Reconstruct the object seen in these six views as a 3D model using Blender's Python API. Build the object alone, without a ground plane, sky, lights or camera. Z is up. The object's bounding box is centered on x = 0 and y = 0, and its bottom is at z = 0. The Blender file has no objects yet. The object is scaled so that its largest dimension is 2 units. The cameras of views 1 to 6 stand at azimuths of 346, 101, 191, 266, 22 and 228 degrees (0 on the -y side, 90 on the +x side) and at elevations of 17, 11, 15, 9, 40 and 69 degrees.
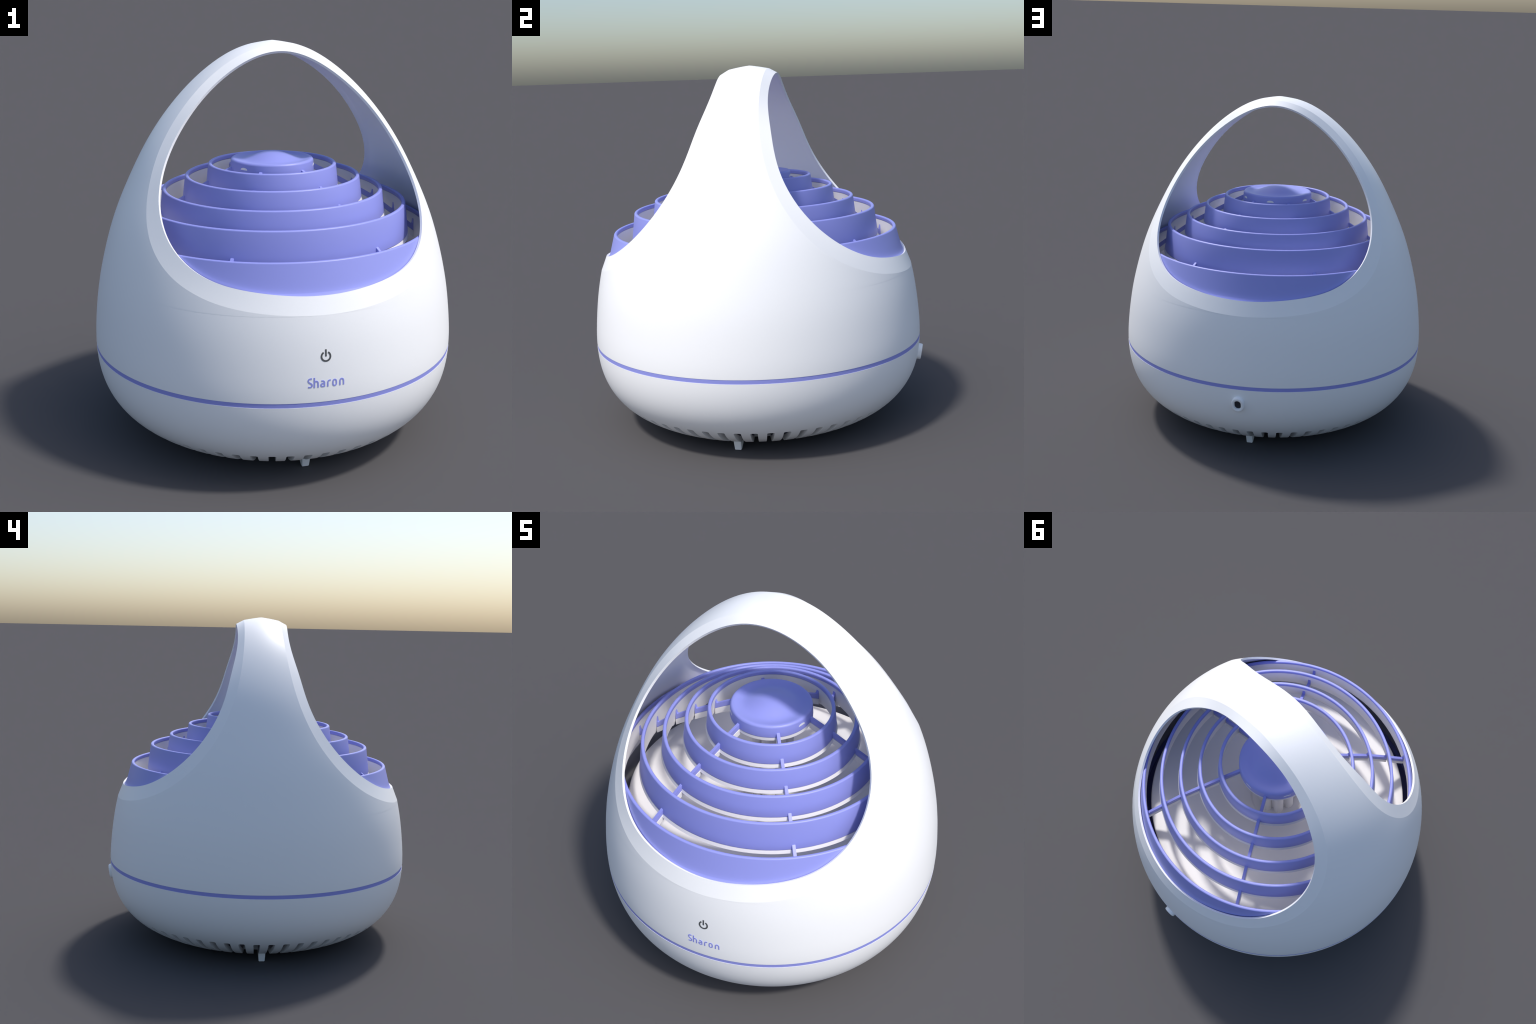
# Basket-shaped insect lamp: white egg shell with a carrying arch, periwinkle louvre grille inside.
import bpy, math
import numpy as np
from mathutils import Vector, Matrix

CY = -0.006                       # body axis sits a hair forward: the port sticks out behind
PI = math.pi

# ------------------------------------------------------------------ helpers
def cubic_spline(x, y):
    x = np.asarray(x, float); y = np.asarray(y, float); n = len(x); h = np.diff(x)
    A = np.eye(n); b = np.zeros(n)
    for i in range(1, n - 1):
        A[i, i-1], A[i, i], A[i, i+1] = h[i-1], 2*(h[i-1]+h[i]), h[i]
        b[i] = 6*((y[i+1]-y[i])/h[i] - (y[i]-y[i-1])/h[i-1])
    m = np.linalg.solve(A, b)
    def f(q):
        q = np.asarray(q, float)
        i = np.clip(np.searchsorted(x, q)-1, 0, n-2); t = q-x[i]; hh = h[i]
        return y[i]+t*((y[i+1]-y[i])/hh-hh*(2*m[i]+m[i+1])/6)+t*t*m[i]/2+t**3*(m[i+1]-m[i])/(6*hh)
    return f

# egg profile in polar form about (0, 0.75): elevation angle -> distance
ZC = 0.75
RHO = cubic_spline(np.radians([-90,-75,-60,-48,-38,-28,-18,-8,2,14,27,40,52,64,75,83,90]),
    [0.7354,0.8051,0.8743,0.9454,0.9996,1.0109,0.9776,0.9331,0.9039,0.8893,0.9002,0.9356,0.9997,1.085,1.1745,1.2287,1.25])
_t = np.linspace(-PI/2, PI/2, 4001)
_r, _z = RHO(_t)*np.cos(_t), ZC+RHO(_t)*np.sin(_t)
_k = _t > -1.2
_tz, _rz, _tt = _z[_k], _r[_k], _t[_k]
def radius(z):                     # outer radius of the egg at height z
    return np.interp(z, _tz, _rz)
def radius_in(z, d):               # inward offset of the profile by d
    drz, dzz = np.gradient(_rz, _tt), np.gradient(_tz, _tt)
    L = np.hypot(drz, dzz)
    ri, zi = _rz - d*dzz/L, _tz + d*drz/L
    ok = ri > -0.02
    o = np.argsort(zi[ok])
    return np.interp(z, zi[ok][o], ri[ok][o])

root = bpy.data.objects.new("insect_lamp", None)
root.empty_display_size = 0.2
bpy.context.collection.objects.link(root)
root["label"] = "white egg-shaped insect lamp with basket handle and violet louvre rings"
root["category"] = "insect lamp"

def make_mesh(name, verts, faces, mat, smooth=True, angle=None, mats=None, face_mats=None):
    me = bpy.data.meshes.new(name)
    me.from_pydata([tuple(map(float, v)) for v in verts], [], [tuple(map(int, f)) for f in faces])
    me.validate(); me.update()
    for m in (mats or [mat]): me.materials.append(m)
    if face_mats is not None:
        for p, k in zip(me.polygons, face_mats): p.material_index = k
    if smooth:
        if angle is None: me.shade_smooth()
        else:
            me.shade_smooth(); me.set_sharp_from_angle(angle=math.radians(angle))
    return me

def add(name, me, parent=root, loc=(0, 0, 0), rot=(0, 0, 0)):
    ob = bpy.data.objects.new(name, me)
    bpy.context.collection.objects.link(ob)
    ob.parent = parent; ob.location = loc; ob.rotation_euler = rot
    return ob

def lathe(profile, n=192, closed=False, a0=0.0, a1=2*PI):
    """verts/faces of a profile [(r,z)...] turned about the axis; outside is on the right of travel upward"""
    full = abs((a1-a0)-2*PI) < 1e-6
    m = len(profile); V = []; F = []
    cols = n if full else n+1
    for j in range(cols):
        a = a0+(a1-a0)*j/n
        for r, z in profile: V.append((r*math.cos(a), CY+r*math.sin(a), z))
    for j in range(n):
        k = (j+1) % cols
        for i in range(m if closed else m-1):
            q = (i+1) % m
            F.append((j*m+i, k*m+i, k*m+q, j*m+q))
    return V, F

def fillet(points, radii, seg=5):
    """round the corners of a closed polygon"""
    out = []; n = len(points)
    for i in range(n):
        p = np.array(points[i], float); a = np.array(points[i-1], float); b = np.array(points[(i+1) % n], float)
        r = radii[i]
        if r <= 0: out.append(tuple(p)); continue
        u, v = (a-p)/np.linalg.norm(a-p), (b-p)/np.linalg.norm(b-p)
        ang = math.acos(np.clip(u@v, -1, 1)); d = r/math.tan(ang/2)
        c = p+(u+v)/np.linalg.norm(u+v)*r/math.sin(ang/2)
        s, e = p+u*d-c, p+v*d-c
        w = math.acos(np.clip((s@e)/(r*r), -1, 1))
        for k in range(seg+1):
            t = k/seg
            out.append(tuple(c+(math.sin((1-t)*w)*s+math.sin(t*w)*e)/math.sin(w)))
    return out

# ------------------------------------------------------------------ materials
def plastic(name, rgb, rough, grain=0.012, spec=0.5, coat=0.0):
    m = bpy.data.materials.new(name); m.use_nodes = True
    nt = m.node_tree; b = nt.nodes["Principled BSDF"]
    tc = nt.nodes.new("ShaderNodeTexCoord")
    nz = nt.nodes.new("ShaderNodeTexNoise"); nz.inputs["Scale"].default_value = 260; nz.inputs["Detail"].default_value = 2
    rp = nt.nodes.new("ShaderNodeValToRGB")
    c = np.array(rgb)
    rp.color_ramp.elements[0].position = 0.3; rp.color_ramp.elements[1].position = 0.7
    rp.color_ramp.elements[0].color = (*np.clip(c*(1-grain), 0, 1), 1)
    rp.color_ramp.elements[1].color = (*np.clip(c*(1+grain), 0, 1), 1)
    nt.links.new(tc.outputs["Object"], nz.inputs["Vector"])
    nt.links.new(nz.outputs["Fac"], rp.inputs["Fac"])
    nt.links.new(rp.outputs["Color"], b.inputs["Base Color"])
    b.inputs["Roughness"].default_value = rough
    b.inputs["Specular IOR Level"].default_value = spec
    b.inputs["Coat Weight"].default_value = coat
    return m

WHITE = plastic("white_shell_plastic", (0.95, 0.955, 0.965), 0.42)
LINER = plastic("white_liner_plastic", (0.88, 0.87, 0.885), 0.55)
VIOLET = plastic("violet_plastic", (0.30, 0.325, 0.78), 0.42)
DEEP = plastic("violet_darkened_for_shade", (0.16, 0.17, 0.46), 0.6)  # VIOLET darkened: the chamber's deep shade is put into the base colour
BLACK = plastic("dark_cavity_plastic", (0.02, 0.02, 0.03), 0.6)
PRINT = plastic("grey_print_ink", (0.085, 0.09, 0.095), 0.5)

# ------------------------------------------------------------------ upper shell with two oval openings
# rims of the front opening as harmonic curves, q = 0 at the bottom, pi at the crown: x sine series, y and z cosine series
OUTER = ([.64038, .01794, -.04057, -.04952, -.01323, -.00111],
         [.4072, .41313, .11939, -.01412, -.02945, -.01011, -.00028],
         [1.36959, -.57547, .04014, .03334, .02226, -.00999, -.00203])
INNER = ([.5858, -.00391, -.04498, -.03427, -.00491, .00604],
         [.43846, .37819, .08638, -.02533, -.02853, -.00706, .00606],
         [1.38809, -.51666, .05338, .02877, .02023, -.0122, -.00476])
NA = 150                                        # samples bottom -> top on half a rim
QA = np.linspace(0, PI, NA+1)
def rim(series):
    ax, by, cz = series
    x = np.sin(np.outer(QA, np.arange(1, len(ax)+1)))@ax
    y = np.cos(np.outer(QA, np.arange(len(by))))@by
    z = np.cos(np.outer(QA, np.arange(len(cz))))@cz
    x[0] = x[-1] = 0
    return x, y, np.maximum.accumulate(z+np.arange(NA+1)*1e-6)
def smooth(t): t = np.clip(t, 0, 1); return t*t*(3-2*t)
def belly(x, y, z, z0, c, lo, hi, depth):
    """the lower part of a rim is one even bowl-shaped curve z(x) lying on the egg"""
    w = np.where(QA < PI/2, 1-smooth((x-lo)/(hi-lo)), 0.0)
    zb = z0+c[0]*x**2+c[1]*x**4+c[2]*x**6
    z2 = z*(1-w)+zb*w
    y2 = np.sqrt(np.maximum(radius_in(z2, depth)**2-x*x, 0))
    return x, y*(1-w)+y2*w, np.maximum.accumulate(z2+np.arange(NA+1)*1e-6)
xo, yo, zo = rim(OUTER)
k_ = radius(zo)/np.hypot(xo, yo); xo, yo = xo*k_, yo*k_          # outer rim lies on the egg
xo, yo, zo = belly(xo, yo, zo, .878, (.2062, -.2527, 1.5355), .48, .60, 0)
k_ = radius(zo)/np.hypot(xo, yo); xo, yo = xo*k_, yo*k_
xi, yi, zi = rim(INNER)
yi = yi-.0015*smooth((zi-1.65)/.2)
xi, yi, zi = belly(xi, yi, zi, .958, (.2878, -.8098, 3.2660), .44, .55, .012)
WALL, LIP = 0.016, 0.0125
# lip: from the rim through the wall along the egg's inward normal; the wall behind it is thinner, so the
# inner face falls back from the lip (l) to the shell's true inner face (m)
slope = (radius(zi+.004)-radius(zi-.004))/.008
nl = np.sqrt(1+slope**2); rr = np.hypot(xi, yi)
gap = np.sqrt((xo-xi)**2+(yo-yi)**2+(zo-zi)**2)
bx, by_, bz = (xo-xi)/gap, (yo-yi)/gap, (zo-zi)/gap
mono = lambda z: np.maximum.accumulate(z+np.arange(NA+1)*1e-6)
def inset(t, back):
    x, y, z = xi-t*xi/rr/nl+back*bx, yi-t*yi/rr/nl+back*by_, mono(zi+t*slope/nl+back*bz)
    x[0] = x[-1] = 0
    return x, y, z
xl, yl, zl = inset(LIP, .002)
xm, ym, zm = inset(LIP*.8, .034)
km = radius_in(zm, WALL)/np.hypot(xm, ym)
km = 1+(km-1)*np.interp(QA, [0, 2.5, 2.9, PI], [1, 1, 0, 0])          # crown: keep the plain offset
xm, ym = xm*km, ym*km
NC = 64                                          # columns across a side panel
class Shell:
    def __init__(s): s.V = []; s.F = []; s.sharp = []; s.key = {}
    def v(s, x, y, z):
        k = (round(x, 6), round(y, 6), round(z, 6))
        if k not in s.key: s.key[k] = len(s.V); s.V.append((x, y+CY, z))
        return s.key[k]
    def f(s, *ids):
        u = []
        for i in ids:
            if i not in u: u.append(i)
        if len(u) > 2: s.F.append(u)
S = Shell()
def panel(ex, ey, ez, rows_below, z_cap, depth, flip):
    """surface outside of the ovals whose edge is (ex,ey,ez): lower drum, two side panels, top cap"""
    def quad(a, b, c, d):
        S.f(*((a, d, c, b) if flip else (a, b, c, d)))
    phi = np.arctan2(ey, np.maximum(ex, 1e-9)); phi[0] = phi[-1] = PI/2
    R = np.hypot(ex, ey)
    for side in (0, PI):
        def vid(i, j):
            a = side-phi[i]+2*phi[i]*j/NC
            # ease the columns so that they stay vertical-ish in the middle
            return S.v(R[i]*math.cos(a), R[i]*math.sin(a), ez[i])
        ids = [[vid(i, j) for j in range(NC+1)] for i in range(NA+1)]
        for i in range(NA):
            for j in range(NC):
                quad(ids[i][j], ids[i][j+1], ids[i+1][j+1], ids[i+1][j])
    # drum
    prev = None
    for (r, z) in rows_below:
        row = [S.v(r*math.cos(-PI/2+PI*j/NC), r*math.sin(-PI/2+PI*j/NC), z) for j in range(2*NC)]
        if prev:
            for j in range(2*NC):
                k = (j+1) % (2*NC); quad(prev[j], prev[k], row[k], row[j])
        prev = row
    # cap over the arch
    rt = R[-1]; prev = None
    for r in np.linspace(rt, 0, 7):
        z = z_cap(r)
        row = [S.v(r*math.cos(-PI/2+PI*j/NC), r*math.sin(-PI/2+PI*j/NC), z if r < rt else ez[-1]) for j in range(2*NC)]
        if prev:
            for j in range(2*NC):
                k = (j+1) % (2*NC); quad(prev[j], prev[k], row[k], row[j])
        prev = row
BAND_TOP, BAND_BOT = 0.487, 0.465
Rl0 = math.hypot(xm[0], ym[0])
zs = np.linspace(BAND_TOP, zo[0], 26)
drum_out = [(radius(z), z) for z in zs]; drum_out[-1] = (math.hypot(xo[0], yo[0]), zo[0])
zs_in = np.linspace(0.52, zm[0], 20)
drum_in = [(radius_in(z, WALL), z) for z in zs_in]; drum_in[-1] = (Rl0, zm[0])
ztop_out = lambda r: zo[-1]+(2.0-zo[-1])*(1-(r/yo[-1])**1.25)
ztop_in = lambda r: zm[-1]+0.012*(1-(r/max(ym[-1], 1e-3))**2)
panel(xo, yo, zo, drum_out, ztop_out, 0, False)
N_SKIN = len(S.F)                                # faces of the outer skin come first
panel(xm, ym, zm, drum_in, ztop_in, WALL, True)
# chamfer and lip around both openings
def loop(ex, ey, ez, sy):
    ring = [(ex[i], sy*ey[i], ez[i]) for i in range(NA+1)]+[(-ex[i], sy*ey[i], ez[i]) for i in range(NA-1, 0, -1)]
    return [S.v(*p) for p in ring]
mid = lambda a, b, t: a*(1-t)+b*t
sharp_pairs = set()
for sy in (-1, 1):
    # small rounding where chamfer meets lip
    loops = [loop(xo, yo, zo, sy), loop(xi, yi, zi, sy), loop(xl, yl, zl, sy), loop(xm, ym, zm, sy)]
    for L in loops[:3]:
        for a, b in zip(L, L[1:]+L[:1]): sharp_pairs.add((min(a, b), max(a, b)))
    for A, B in zip(loops, loops[1:]):
        n = len(A)
        for k in range(n):
            q = (k+1) % n
            S.f(*((A[k], A[q], B[q], B[k]) if sy < 0 else (A[k], B[k], B[q], A[q])))
# underside step that closes the drum against the trim band
ro, ri_ = drum_out[0], drum_in[0]
step = [ri_, (radius_in(.49, WALL), BAND_TOP), (ro[0]-.006, BAND_TOP), ro]
prev = None
for (r, z) in step:
    row = [S.v(r*math.cos(-PI/2+PI*j/NC), r*math.sin(-PI/2+PI*j/NC), z) for j in range(2*NC)]
    if prev:
        for j in range(2*NC):
            k = (j+1) % (2*NC); S.f(prev[j], prev[k], row[k], row[j])
            if r == ro[0]: sharp_pairs.add((min(row[j], row[k]), max(row[j], row[k])))
    prev = row
whole = make_mesh("shell_whole", S.V, S.F, WHITE)
for e in whole.edges:
    a, b = e.vertices
    if (min(a, b), max(a, b)) in sharp_pairs: e.use_edge_sharp = True
whole.update()
cn = np.zeros(len(whole.loops)*3, np.float32); whole.corner_normals.foreach_get("vector", cn); cn = cn.reshape(-1, 3)
for p in whole.polygons:                         # exact egg normals on the outer skin, so no row shows
    if p.index >= N_SKIN or p.center.z > 1.9: continue
    for li in p.loop_indices:
        v = whole.vertices[whole.loops[li].vertex_index].co
        s_ = (radius(v.z+.012)-radius(v.z-.012))/.024
        n_ = np.array([v.x, v.y-CY, 0]); n_ /= np.linalg.norm(n_); n_[2] = -s_
        cn[li] = n_/np.linalg.norm(n_)
SPLIT = zo[np.argmax(xo)]                        # arch begins where the openings are widest
def region(name, test):
    used = {}; V = []; F = []; N = []
    for p in whole.polygons:
        if not test(p.center.z): continue
        f = []
        for li in p.loop_indices:
            vi = whole.loops[li].vertex_index
            if vi not in used: used[vi] = len(V); V.append(whole.vertices[vi].co[:])
            f.append(used[vi]); N.append(cn[li])
        F.append(f)
    me = bpy.data.meshes.new(name); me.from_pydata(V, [], F); me.update(); me.materials.append(WHITE)
    me.shade_smooth(); me.normals_split_custom_set([tuple(map(float, n)) for n in N])
    return add(name, me)
region("upper_housing", lambda z: z <= SPLIT)
region("handle", lambda z: z > SPLIT)
bpy.data.meshes.remove(whole)

# ------------------------------------------------------------------ trim band
rb = float(radius(.476))
band = fillet([(rb-.05, BAND_BOT-.004), (rb-.0012, BAND_BOT-.004), (rb-.0012, BAND_TOP+.004), (rb-.05, BAND_TOP+.004)], [0]*4)
V, F = lathe(band, 192, closed=True)
add("trim_band", make_mesh("trim_band", V, F, VIOLET, angle=30))

# ------------------------------------------------------------------ lower housing with radial vent slots
NSLOT = 60; SUB = 8; NCOL = NSLOT*SUB
prof = []
for z in np.linspace(BAND_BOT, 0.20, 16): prof.append((float(radius(z)), float(z)))
SLOT_TOP, SLOT_END = 0.168, 0.052
slot_rows = np.linspace(SLOT_TOP, SLOT_END, 9)
i_top = len(prof)+1
prof.append((float(radius(.183)), .183))
for z in slot_rows: prof.append((float(radius(z)), float(z)))
prof += [(.625, .0445), (.60, .041), (.54, .040)]
i_end = len(prof)-1                                # the slots run on under the belly
prof += [(.45, .040), (.25, .040), (.08, .040)]
V = []; F = []; m = len(prof)
half = 1.35; edges = [-3, -half, -half*.62, -half*.2, half*.2, half*.62, half, 2.2]   # degrees within a 6 degree pitch
for s in range(NSLOT):
    for c in range(SUB):
        a = math.radians(s*6+3+edges[c])
        for i, (r, z) in enumerate(prof):
            if i == i_top and c in (1, 6):
                r, z = (prof[i_top][0]*.72+prof[i_top+1][0]*.28), (prof[i_top][1]*.72+prof[i_top+1][1]*.28)
            V.append((r*math.cos(a), CY+r*math.sin(a), z))
for j in range(NCOL):
    k = (j+1) % NCOL
    for i in range(m-1):
        if i_top <= i < i_end and 1 <= j % SUB <= 5: continue
        F.append((j*m+i, j*m+i+1, k*m+i+1, k*m+i))
me = make_mesh("lower_housing", V, F, WHITE, angle=40)
low = add("lower_housing", me)
mod = low.modifiers.new("thick", "SOLIDIFY"); mod.thickness = 0.03; mod.offset = -1
bpy.context.view_layer.objects.active = low
dg = bpy.context.evaluated_depsgraph_get()
low.data = bpy.data.meshes.new_from_object(low.evaluated_get(dg)); low.modifiers.clear()
low.data.name = "lower_housing"; low.data.shade_smooth(); low.data.set_sharp_from_angle(angle=math.radians(35))

# feet
def foot_mesh():
    w = .0175; pts = [(.632, 0), (.612, 0), (.545, .050), (.648, .056)]       # radial section (r, z)
    wb = [w, w, w*1.15, w*1.15]
    V = [(r, -q, z) for (r, z), q in zip(pts, wb)]+[(r, q, z) for (r, z), q in zip(pts, wb)]
    F = [(0, 1, 2, 3), (7, 6, 5, 4)]+[(i, i+4, (i+1) % 4+4, (i+1) % 4) for i in range(4)]
    import bmesh
    bm = bmesh.new(); vs = [bm.verts.new(v) for v in V]
    for f in F: bm.faces.new([vs[i] for i in f])
    bmesh.ops.recalc_face_normals(bm, faces=bm.faces)
    bmesh.ops.bevel(bm, geom=list(bm.edges), offset=.0025, segments=2, affect='EDGES')
    me = bpy.data.meshes.new("foot"); bm.to_mesh(me); bm.free(); me.materials.append(WHITE)
    return me
fm = foot_mesh()
for k in range(4): add("foot", fm, loc=(0, CY, 0), rot=(0, 0, k*PI/2))

# ------------------------------------------------------------------ charging port (obround grommet)
def obround(hw, hh, n=14):
    pts = []; c = hh-hw
    for k in range(n+1): a = PI*k/n; pts.append((hw*math.cos(a), c+hw*math.sin(a)))
    for k in range(n+1): a = PI+PI*k/n; pts.append((hw*math.cos(a), -c+hw*math.sin(a)))
    return pts
def stack(rings, closed_end=False):
    V = []; F = []
    for pts, y in rings: V += [(x, y, z) for x, z in pts]
    n = len(rings[0][0])
    for i in range(len(rings)-1):
        for k in range(n):
            q = (k+1) % n; F.append((i*n+k, i*n+q, (i+1)*n+q, (i+1)*n+k))
    if closed_end: F.append(tuple(range((len(rings)-1)*n, len(rings)*n)))
    return V, F
gr = [(obround(.035, .045), -.03), (obround(.035, .045), .012), (obround(.0335, .0435), .0165), (obround(.030, .040), .0185),
      (obround(.0215, .0290), .0185), (obround(.0195, .0270), .0165), (obround(.0190, .0265), -.022)]
V, F = stack(gr)
port = add("charging_port", make_mesh("charging_port", V, F, WHITE, angle=50), loc=(0.002, CY+float(radius(.378))+.002, .378), rot=(math.radians(-9), 0, 0))
V, F = stack([(obround(.0200, .0275), .0035)], True)
add("port_socket", make_mesh("port_socket", V, F, BLACK), parent=port)

# ------------------------------------------------------------------ louvre grille
# outer face of each ring: (top radius, top z, flare per metre of drop, bottom z)
RINGS = [(.7975, 1.0980, .262, .962), (.6785, 1.2100, .128, 1.054), (.5605, 1.2730, .128, 1.153),
         (.4435, 1.3380, .128, 1.224), (.3245, 1.3955, .110, 1.285)]
CAP_TOP = cubic_spline([-.05, 0, .05, .10, .15, .19], [.023, .028, .023, .006, -.009, -.002])   # soft boss in a shallow moat
CAP = (.2095, 1.4200, .06, 1.353)
T = .0185                                           # ring wall incl. liner
grille = bpy.data.objects.new("louvre_grille", None); bpy.context.collection.objects.link(grille); grille.parent = root
grille.empty_display_size = .1
for n, (rt, zt, fl, zb) in enumerate(RINGS):
    R = lambda z: rt+fl*(zt-z)
    lip = zt-.024
    if n == 0:                                      # outermost ring spreads into a seating flange
        sec = [(R(zb+.03), zb+.03), (R(zb+.006)+.003, zb+.006), (R(zb)+.012, zb-.012), (R(zb)+.012, zb-.022), (R(zb)-.012, zb-.022)]
        sec = fillet([(R(zt), zt), (R(zt)-T, zt), (R(lip)-T, lip), (R(lip)-.008, lip), (R(zb)-.008, zb-.022)]+sec[::-1][1:],
                     [.008, .007, .002, 0, 0, .003, .006, .01, 0], 5)
    else:
        sec = fillet([(R(zt), zt), (R(zt)-T, zt), (R(lip)-T, lip), (R(lip)-.008, lip), (R(zb)-.008, zb), (R(zb), zb)],
                     [.008, .007, .002, 0, .002, .004], 5)
    V, F = lathe(sec[::-1], 224, closed=True)
    ring = add("louvre_ring", make_mesh("louvre_ring", V, F, VIOLET, angle=40), parent=grille)
    lz0, lz1 = zb-.018, lip-.0015                   # white liner nested inside, hanging below the violet edge
    lr = fillet([(R(lz1)-.0085, lz1), (R(lz1)-T+.001, lz1), (R(lz0)-T+.001, lz0), (R(lz0)+.0025, lz0), (R(zb)-.0012, zb-.0012), (R(zb)-.0085, zb-.0012)] if n else
                [(R(lz1)-.0085, lz1), (R(lz1)-T+.001, lz1), (.792, .955), (.806, .953), (.822, .940), (.829, .872), (.835, .872), (.832, .942)], [0]*(6 if n else 8))
    V, F = lathe(lr[::-1], 224, closed=True)
    add("ring_liner", make_mesh("ring_liner", V, F, LINER, angle=40), parent=grille)
# cap
rt, zt, fl, zb = CAP; R = lambda z: rt+fl*(zt-z)
sec = [(max(.0005, r), zt+float(CAP_TOP(r))) for r in np.linspace(0, .184, 18)]+fillet([(.190, zt-.002), (R(zt), zt), (R(zb), zb), (R(zb)-.008, zb), (R(zb)-.008, zb+.02)], [0, .013, .003, 0, 0], 7)
V, F = lathe(sec[::-1], 160)
cap = add("cap", make_mesh("cap", V, F, VIOLET, angle=45), parent=grille)
lz0 = zb-.017
sec = [(R(zb)-.009, zb+.03), (R(zb)-.009, zb-.001), (R(zb)-.0015, zb-.001), (R(lz0)-.0015, lz0), (R(lz0)-.02, lz0), (R(lz0)-.02, zb+.03), (.0005, zb+.03)]
V, F = lathe(sec[::-1], 160)
add("cap_liner", make_mesh("cap_liner", V, F, LINER, angle=40), parent=grille)
# half-moon peepholes on the side of the cap: white liner showing through
for k in (90, 154, -146, -23, 35):
    a0 = math.radians(k); n = 12; V = []; F = []
    zc0 = 1.3822
    out = [(.0215*math.cos(PI*i/n), .0115*math.sin(PI*i/n)**.9) for i in range(n+1)]
    for dr in (.0012, -.004):
        for u, w in out:
            a = a0+u/.212
            r = R(zc0+w)+dr; V.append((r*math.cos(a), CY+r*math.sin(a), zc0+w))
    m = n+1
    F.append(tuple(range(m)))
    for i in range(m): q = (i+1) % m; F.append((i, i+m, q+m, q))
    add("peephole", make_mesh("peephole", V, F, LINER, smooth=False), parent=grille)

# six radial ribs in every gap: violet bar with an upturned outer end, white bar below
def box_sweep(section_pts, width):
    """extrude a closed (r,z) section sideways"""
    n = len(section_pts); h = width/2
    V = [(r, -h, z) for r, z in section_pts]+[(r, h, z) for r, z in section_pts]
    F = [tuple(range(n)), tuple(range(2*n-1, n-1, -1))]+[(i, i+n, (i+1) % n+n, (i+1) % n) for i in range(n)]
    import bmesh
    bm = bmesh.new(); vs = [bm.verts.new(v) for v in V]
    for f in F: bm.faces.new([vs[i] for i in f])
    bmesh.ops.recalc_face_normals(bm, faces=bm.faces)
    bmesh.ops.bevel(bm, geom=[e for e in bm.edges if e.calc_face_angle(0) > .9], offset=.0012, segments=2, affect='EDGES')
    return bm
gaps = RINGS+[CAP]
SPOKE = cubic_spline([.20, .31, .42, .54, .66, .777, .82], [1.387, 1.329, 1.266, 1.197, 1.110, 1.018, .985])   # top edge of a spoke
for g in range(5):
    o, i_ = gaps[g], gaps[g+1]
    Ro = lambda z: o[0]+o[2]*(o[1]-z)
    Ri = lambda z: i_[0]+i_[2]*(i_[1]-z)
    wi = T-.001
    r0 = Ri(i_[3]+.02)-.004                            # buried in the inner ring
    r1 = (Ro(o[3]+.06)-wi+.003) if g else .792          # buried in the outer ring's liner
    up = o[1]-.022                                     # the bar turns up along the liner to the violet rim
    H, HW = .030, .036
    rs = np.linspace(r0, r1-.018, 6)
    sec = [(r, float(SPOKE(r))) for r in rs]
    zc_ = float(SPOKE(r1-.008)); f = .010
    for t in np.linspace(0.15, 1, 5):                   # small fillet before the upturn
        a = t*PI/2; sec.append((r1-.018+f*math.sin(a), zc_+f-f*math.cos(a)+(1-t)*.004))
    tip = zc_+.5*(up-zc_)
    sec += [((Ro(tip)-wi if g else .7865)+.001, tip), (r1, zc_), (r1, float(SPOKE(r1))-H)]
    sec += [(r, float(SPOKE(r))-H) for r in rs[::-1]]
    bm = box_sweep(sec, .0165)
    me = bpy.data.meshes.new("rib"); bm.to_mesh(me); bm.free(); me.materials.append(VIOLET)
    rw = np.linspace(r0, r1, 6)
    bm = box_sweep([(r, float(SPOKE(r))-H-.0008) for r in rw]+[(r, float(SPOKE(r))-H-HW) for r in rw[::-1]], .0195)
    mw = bpy.data.meshes.new("rib_liner"); bm.to_mesh(mw); bm.free(); mw.materials.append(LINER)
    for k in range(6):
        add("rib", me, parent=grille, loc=(0, CY, 0), rot=(0, 0, k*PI/3))
        add("rib_liner", mw, parent=grille, loc=(0, CY, 0), rot=(0, 0, k*PI/3))

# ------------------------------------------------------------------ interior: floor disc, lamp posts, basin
FZ, FR = .852, .779
sec = [(.0005, FZ-.014), (.148, FZ-.014), (.156, FZ-.011), (.161, FZ-.003), (.166, FZ), (.45, FZ+.004), (.70, FZ+.003)]
sec += fillet([(.74, FZ+.002), (FR, FZ-.004), (FR, FZ-.05), (FR-.03, FZ-.05)], [0, .012, 0, 0], 5) + [(.0005, FZ-.05)]
V, F = lathe(sec[::-1], 192)
floor = add("floor_plate", make_mesh("floor_plate", V, F, LINER, angle=40))
post_sec = [(.0005, 1.36), (.028, 1.36), (.029, FZ-.005), (.031, FZ-.016)]
V, F = lathe([(r, z) for r, z in post_sec][::-1], 32)
V = [(x, y-CY, z) for x, y, z in V]
pm = make_mesh("lamp_post", V, F, LINER, angle=40)
for k in range(8):
    a = math.radians(98+45*k); add("lamp_post", pm, parent=floor, loc=(.090*math.cos(a), CY+.090*math.sin(a), 0))
V, F = lathe([(.0005, 1.34), (.086, 1.34), (.088, FZ-.016)][::-1], 48)
add("lamp_core", make_mesh("lamp_core", V, F, LINER, angle=40), parent=floor)
# violet plate that carries the trim band and closes the upper chamber
V, F = lathe([(.0005, .500), (.885, .500), (.890, .492), (.880, .484), (.0005, .484)][::-1], 160)
add("chamber_plate", make_mesh("chamber_plate", V, F, DEEP, angle=40))

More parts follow.
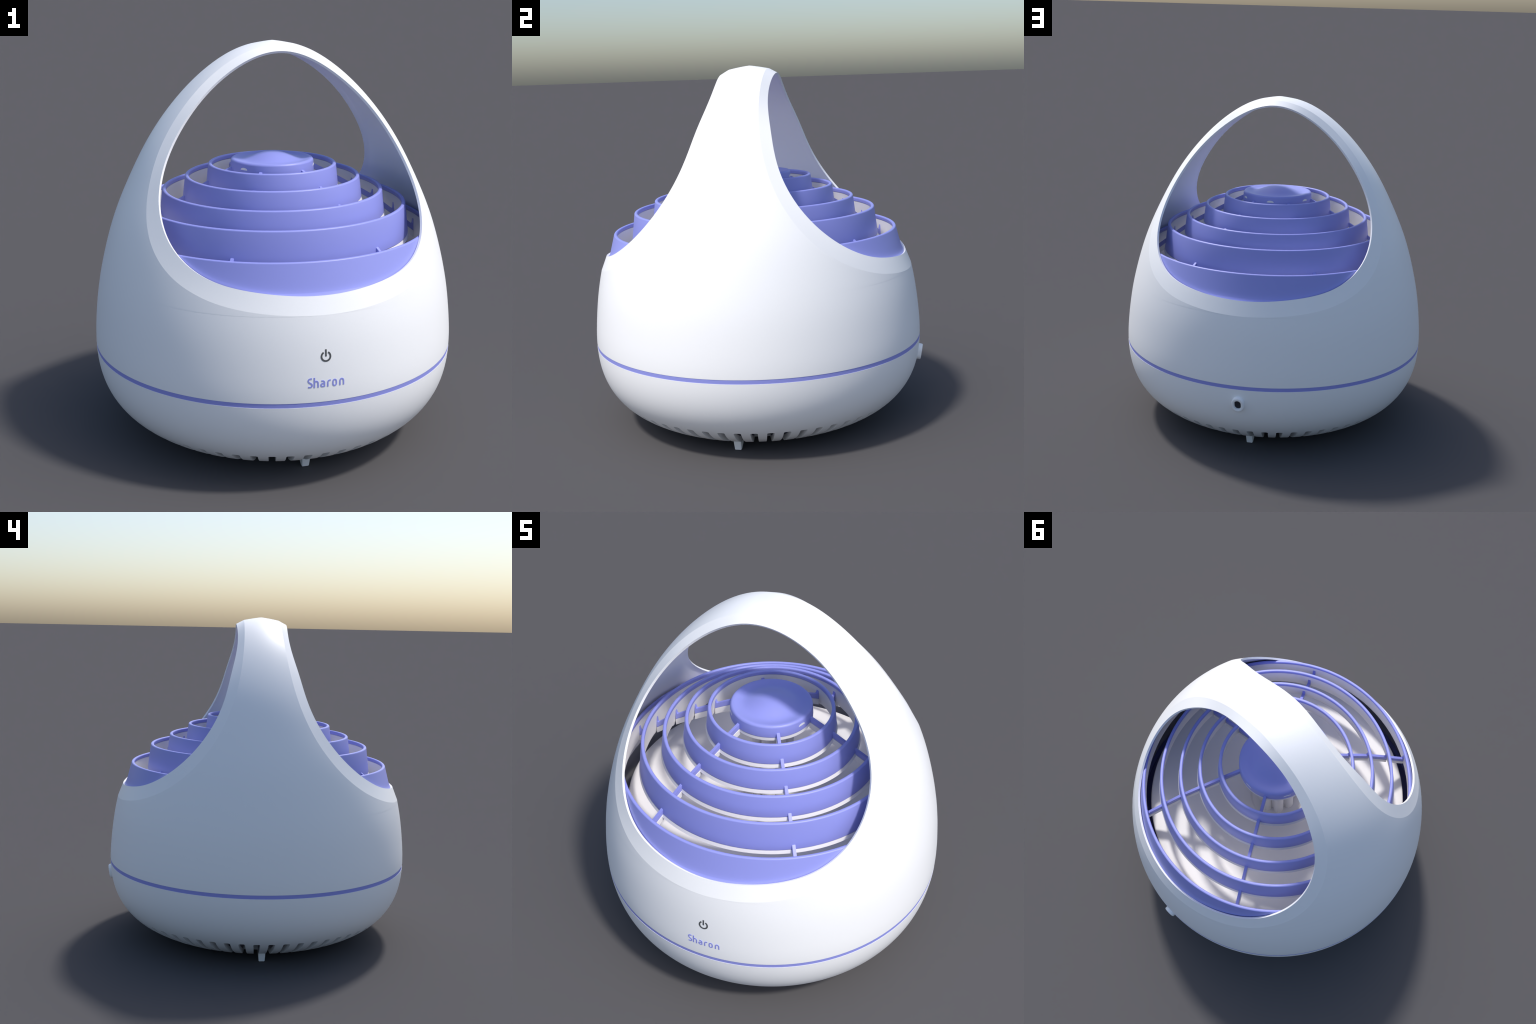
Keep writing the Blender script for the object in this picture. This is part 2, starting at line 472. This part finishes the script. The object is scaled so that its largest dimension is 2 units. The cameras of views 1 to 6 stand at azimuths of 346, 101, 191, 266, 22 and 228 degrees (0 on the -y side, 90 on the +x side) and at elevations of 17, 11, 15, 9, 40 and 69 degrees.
# ------------------------------------------------------------------ lettering and power mark, raised on the front
def on_shell(u, z, d):
    a = -PI/2+u/.925; r = float(radius(z))+d
    return (r*math.cos(a), CY+r*math.sin(a), z)
def stroke(points, width, closed=False):
    """flat ribbon along a polyline in (u, z), as 2D outline pairs"""
    p = np.array(points, float); n = len(p)
    d = np.zeros_like(p)
    for i in range(n):
        a = p[i-1] if (i > 0 or closed) else p[i]; b = p[(i+1) % n] if (i < n-1 or closed) else p[i]
        d[i] = (b-a)/max(np.linalg.norm(b-a), 1e-9)
    nrm = np.stack([-d[:, 1], d[:, 0]], 1)*width/2
    return p+nrm, p-nrm
def raised(strokes, width, mat, name, lift, parent, sink=.003):
    V = []; F = []
    for pts, closed in strokes:
        A, B = stroke(pts, width, closed); n = len(A); b = len(V)
        for i in range(n):
            V += [on_shell(*A[i], lift), on_shell(*B[i], lift), on_shell(*A[i], -sink), on_shell(*B[i], -sink)]
        for i in range(n if closed else n-1):
            q = (i+1) % n; c, e = b+4*i, b+4*q
            F += [(c, c+1, e+1, e), (c, e, e+2, c+2), (c+1, c+3, e+3, e+1)]
        if not closed:
            e = b+4*(n-1); F += [(b, b+2, b+3, b+1), (e, e+1, e+3, e+2)]
    import bmesh
    me = make_mesh(name, V, F, mat, smooth=False)
    return add(name, me, parent=parent)
def arc(cx, cz, rx, rz, a0, a1, n=14):
    return [(cx+rx*math.cos(math.radians(a0+(a1-a0)*k/n)), cz+rz*math.sin(math.radians(a0+(a1-a0)*k/n))) for k in range(n+1)]
BASE = .5575; XH = .0315; W = .0062; CAPH = .0465
hw = W/2; b = BASE
letters = {
 "letter_s": [([(-.0655, b+CAPH-hw-.001)]+[(-.0735, b+CAPH-hw-.001)]+arc(-.0735, b+.033, .0085, .0087, 95, 200)+[(-.0785, b+.0255), (-.0700, b+.0205)]+arc(-.0735, b+.0118, .0088, .0084, 45, -80)[0:]+[(-.0825, b+.0032)], False)],
 "letter_h": [([(-.0545, b), (-.0545, b+CAPH)], False), ([(-.0545, b+XH*.62)]+arc(-.0460, b+XH-.0125, .0083, .0105, 150, 0)+[(-.0377, b)], False)],
 "letter_a": [([(-.0225, b+XH-hw), (-.0165, b+XH-hw)]+arc(-.0165, b+XH-hw-.0085, .0080, .0085, 90, 0, 8)+[(-.0085, b+hw), (-.0160, b+hw)]+arc(-.0165, b+hw+.0067, .0080, .0067, 270, 90, 10)+[(-.0085, b+hw+.0134)], False)],
 "letter_r": [([(.0068, b), (.0068, b+XH-.013)]+arc(.0158, b+XH-.013, .0090, .0105, 180, 95, 8)+[(.0205, b+XH-.0022)], False)],
 "letter_o": [(arc(.0390, b+XH-.0123, .0080, .0105, 0, 180, 12)+arc(.0390, b+.0108, .0080, .0090, 180, 360, 12), True)],
 "letter_n": [([(.0640, b), (.0640, b+XH-.0130)]+arc(.0725, b+XH-.0130, .0085, .0110, 180, 0)+[(.0810, b)], False)],
}
for nm, st in letters.items(): raised(st, W, VIOLET, nm, .0013, root)
raised([(arc(0, .6965, .0208, .0208, 120, 420, 40), False), ([(0, .6965), (0, .7285)], False)], .0078, PRINT, "power_symbol", .0009, root)
